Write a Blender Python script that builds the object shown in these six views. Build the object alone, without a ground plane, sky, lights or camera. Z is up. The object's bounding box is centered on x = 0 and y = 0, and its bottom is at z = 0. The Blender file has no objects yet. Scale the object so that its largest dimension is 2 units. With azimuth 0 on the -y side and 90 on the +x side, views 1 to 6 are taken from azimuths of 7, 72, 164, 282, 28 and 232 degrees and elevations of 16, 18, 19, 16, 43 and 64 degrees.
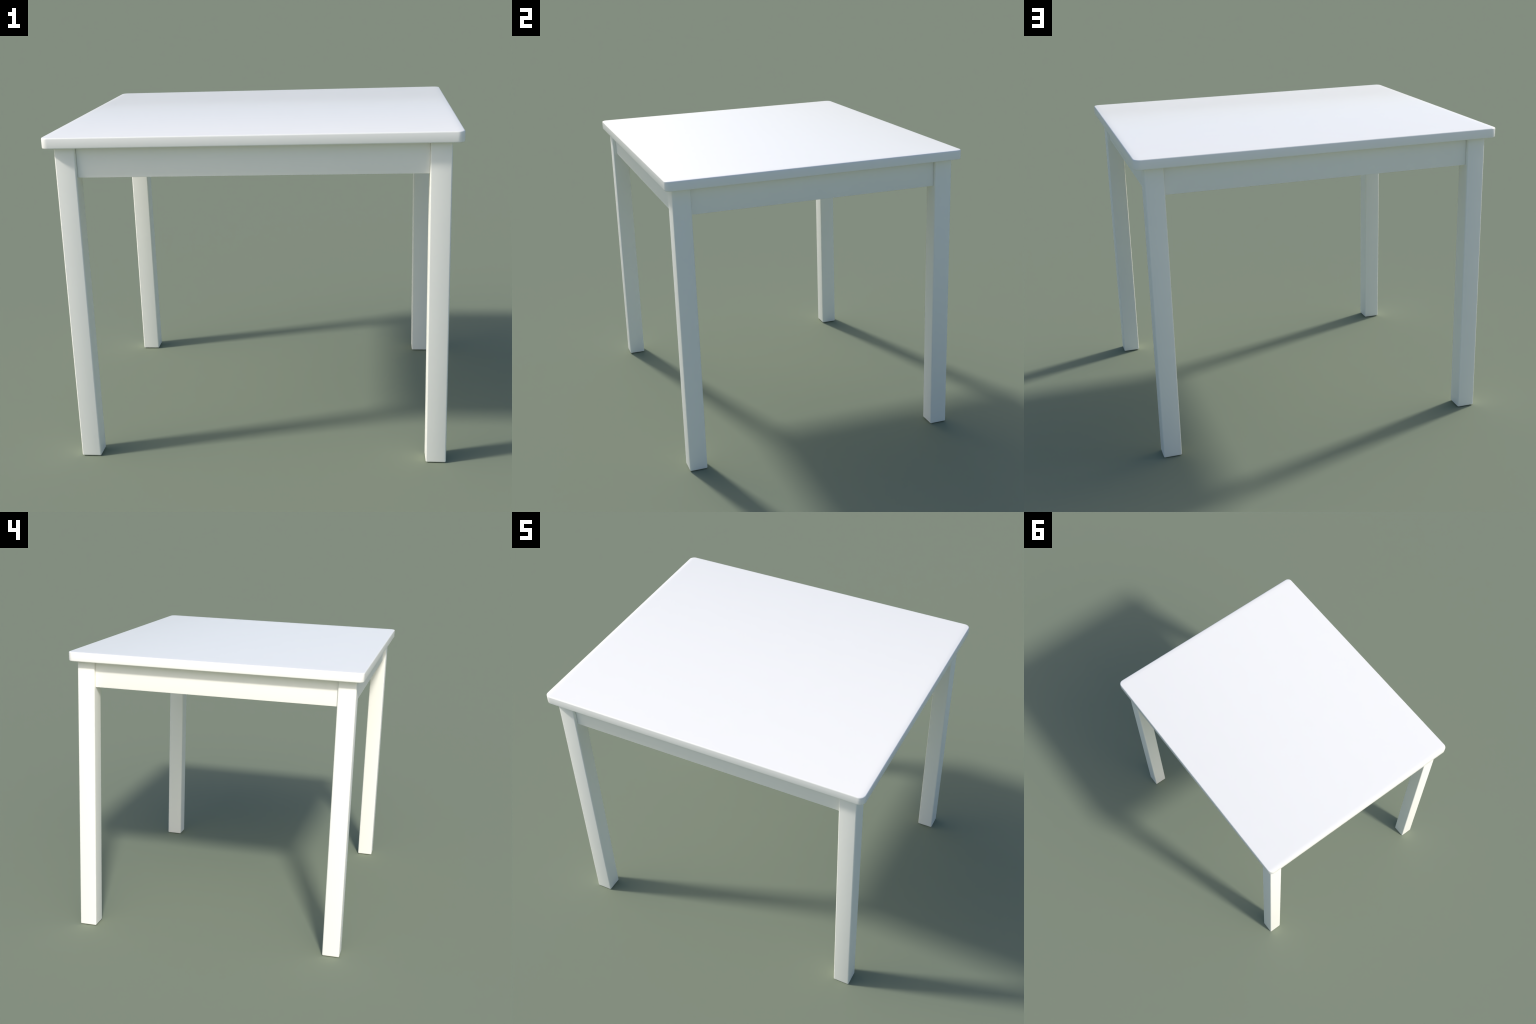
"""A plain white painted kitchen table: rounded slab top, apron frame, four square legs."""
import bpy, bmesh
from math import sin, cos, pi

# ---- dimensions (metres, fitted to the views) -------------------------------
HALF_X, HALF_Y = 1.000, 0.8485       # half extents of the top
TOP_Z, SLAB = 1.6983, 0.0537         # upper surface height, slab thickness
CORNER_R = 0.036                     # plan radius of the slab corners
SLAB_ROUND = 0.0065                  # rounding of the slab's upper and lower rims
LEG_X, LEG_Y, LEG_W = 0.9469, 0.8069, 0.1018   # outer faces of legs, side
LEG_ROUND = 0.0070
APRON_Z = 1.4920                     # underside of the aprons
APRON_SET = 0.0195                   # setback of the apron from the leg's outer face
APRON_T = 0.0660                     # apron thickness
APRON_ROUND = 0.0025
UNDER = TOP_Z - SLAB


def white_paint(name, colour, roughness):
    """White lacquer: an even colour with a very faint mottling and gloss variation."""
    m = bpy.data.materials.new(name)
    m.use_nodes = True
    nt = m.node_tree
    bsdf = nt.nodes["Principled BSDF"]
    coord = nt.nodes.new("ShaderNodeTexCoord")
    noise = nt.nodes.new("ShaderNodeTexNoise")
    noise.inputs["Scale"].default_value = 9.0
    noise.inputs["Detail"].default_value = 3.0
    ramp = nt.nodes.new("ShaderNodeValToRGB")
    ramp.color_ramp.elements[0].position = 0.3
    ramp.color_ramp.elements[1].position = 0.7
    ramp.color_ramp.elements[0].color = (*[c * 0.994 for c in colour], 1)
    ramp.color_ramp.elements[1].color = (*colour, 1)
    gloss = nt.nodes.new("ShaderNodeMapRange")
    gloss.inputs["To Min"].default_value = roughness - 0.015
    gloss.inputs["To Max"].default_value = roughness + 0.015
    link = nt.links.new
    link(coord.outputs["Object"], noise.inputs["Vector"])
    link(noise.outputs["Fac"], ramp.inputs["Fac"])
    link(noise.outputs["Fac"], gloss.inputs["Value"])
    link(ramp.outputs["Color"], bsdf.inputs["Base Color"])
    link(gloss.outputs["Result"], bsdf.inputs["Roughness"])
    return m


def mesh_object(name, bm, mat, parent):
    bmesh.ops.recalc_face_normals(bm, faces=bm.faces)
    me = bpy.data.meshes.new(name)
    bm.to_mesh(me)
    bm.free()
    me.polygons.foreach_set("use_smooth", [True] * len(me.polygons))
    me.materials.append(mat)
    ob = bpy.data.objects.new(name, me)
    bpy.context.scene.collection.objects.link(ob)
    ob.parent = parent
    return ob


def rounded_box(size, r, seg):
    """Box centred in x and y, standing on z = 0, all edges rounded."""
    bm = bmesh.new()
    bmesh.ops.create_cube(bm, size=1.0)
    for v in bm.verts:
        v.co.x *= size[0]
        v.co.y *= size[1]
        v.co.z = (v.co.z + 0.5) * size[2]
    bmesh.ops.bevel(bm, geom=bm.edges[:], offset=r, segments=seg, profile=0.5,
                    affect='EDGES')
    return bm


def slab():
    """Loft of rounded rectangles: flat underside, rounded rims, flat top."""
    n_arc, n_rim = 8, 3

    def ring(inset):
        r = CORNER_R - inset
        hx, hy = HALF_X - inset - r, HALF_Y - inset - r
        pts = []
        for k, (sx, sy) in enumerate(((1, 1), (-1, 1), (-1, -1), (1, -1))):
            for i in range(n_arc + 1):
                a = (k + i / n_arc) * pi / 2
                pts.append((sx * hx + r * cos(a), sy * hy + r * sin(a)))
        return pts

    prof = []
    for i in range(n_rim + 1):
        a = pi / 2 * i / n_rim
        prof.append((SLAB_ROUND * (1 - sin(a)), SLAB_ROUND * (1 - cos(a))))
    prof += [(d, SLAB - z) for d, z in reversed(prof)]
    bm = bmesh.new()
    rings = [[bm.verts.new((x, y, UNDER + z)) for x, y in ring(d)] for d, z in prof]
    for a, b in zip(rings, rings[1:]):
        n = len(a)
        for i in range(n):
            bm.faces.new((a[i], a[(i + 1) % n], b[(i + 1) % n], b[i]))
    # the two flats are ladders of strips running across the table, so that the
    # surface eases very slightly into the rounded long edges
    for flat in (rings[0], rings[-1]):
        half = len(flat) // 2
        back = flat[:half]                       # from x+ over y+ to x-
        front = flat[half:][::-1]                # from x+ over y- to x-
        for i in range(half - 1):
            bm.faces.new((back[i], back[i + 1], front[i + 1], front[i]))
    return bm


top_paint = white_paint("white_tabletop_lacquer", (0.980, 0.971, 0.934), 0.29)
frame_paint = white_paint("white_frame_paint", (0.968, 0.960, 0.900), 0.5)
table = bpy.data.objects.new("table", None)
bpy.context.scene.collection.objects.link(table)
table["label"] = "plain white rectangular wooden table with four square legs"
table["category"] = "table"

mesh_object("tabletop", slab(), top_paint, table)

# four square legs, sharing one mesh
cx, cy = LEG_X - LEG_W / 2, LEG_Y - LEG_W / 2
leg = mesh_object("leg", rounded_box((LEG_W, LEG_W, UNDER - 0.0005), LEG_ROUND, 5), frame_paint, table)
leg.location = (-cx, -cy, 0)
for sx, sy in ((1, -1), (1, 1), (-1, 1)):
    o = leg.copy()
    o.location = (sx * cx, sy * cy, 0)
    bpy.context.scene.collection.objects.link(o)

# apron rails between the legs
h = UNDER - APRON_Z
GAP = 0.0005
for length, horizontal in ((2 * (LEG_X - LEG_W - GAP), True), (2 * (LEG_Y - LEG_W - GAP), False)):
    size = (length, APRON_T, h - 0.0005) if horizontal else (APRON_T, length, h - 0.0005)
    rail = mesh_object("apron", rounded_box(size, APRON_ROUND, 3), frame_paint, table)
    d = (LEG_Y if horizontal else LEG_X) - APRON_SET - APRON_T / 2
    other = rail.copy()
    bpy.context.scene.collection.objects.link(other)
    for ob, s in ((rail, -1), (other, 1)):
        ob.location = (0, s * d, APRON_Z) if horizontal else (s * d, 0, APRON_Z)

# triangular glue blocks bracing the inner corners of the frame
ix, iy = LEG_X - APRON_SET - APRON_T, LEG_Y - APRON_SET - APRON_T
REACH = 0.112                         # how far a block runs along each apron


def corner_block(height):
    """Right-angled prism; its slanted face looks at the middle of the table."""
    bm = bmesh.new()
    plan = ((0.0, 0.0), (-REACH, 0.0), (0.0, -REACH))
    low = [bm.verts.new((x, y, 0.0)) for x, y in plan]
    high = [bm.verts.new((x, y, height)) for x, y in plan]
    bm.faces.new(low)
    bm.faces.new(high)
    for i in range(3):
        j = (i + 1) % 3
        bm.faces.new((low[i], low[j], high[j], high[i]))
    bmesh.ops.recalc_face_normals(bm, faces=bm.faces)
    bmesh.ops.bevel(bm, geom=bm.edges[:], offset=0.002, segments=2, affect='EDGES')
    return bm


first = None
for quarter, (sx, sy) in enumerate(((1, 1), (-1, 1), (-1, -1), (1, -1))):
    if first is None:
        block = first = mesh_object("corner_block", corner_block(h - 0.012), frame_paint, table)
    else:
        block = first.copy()
        bpy.context.scene.collection.objects.link(block)
    block.location = (sx * (ix - 0.0008), sy * (iy - 0.0008), APRON_Z + 0.003)
    block.rotation_euler = (0, 0, quarter * pi / 2)
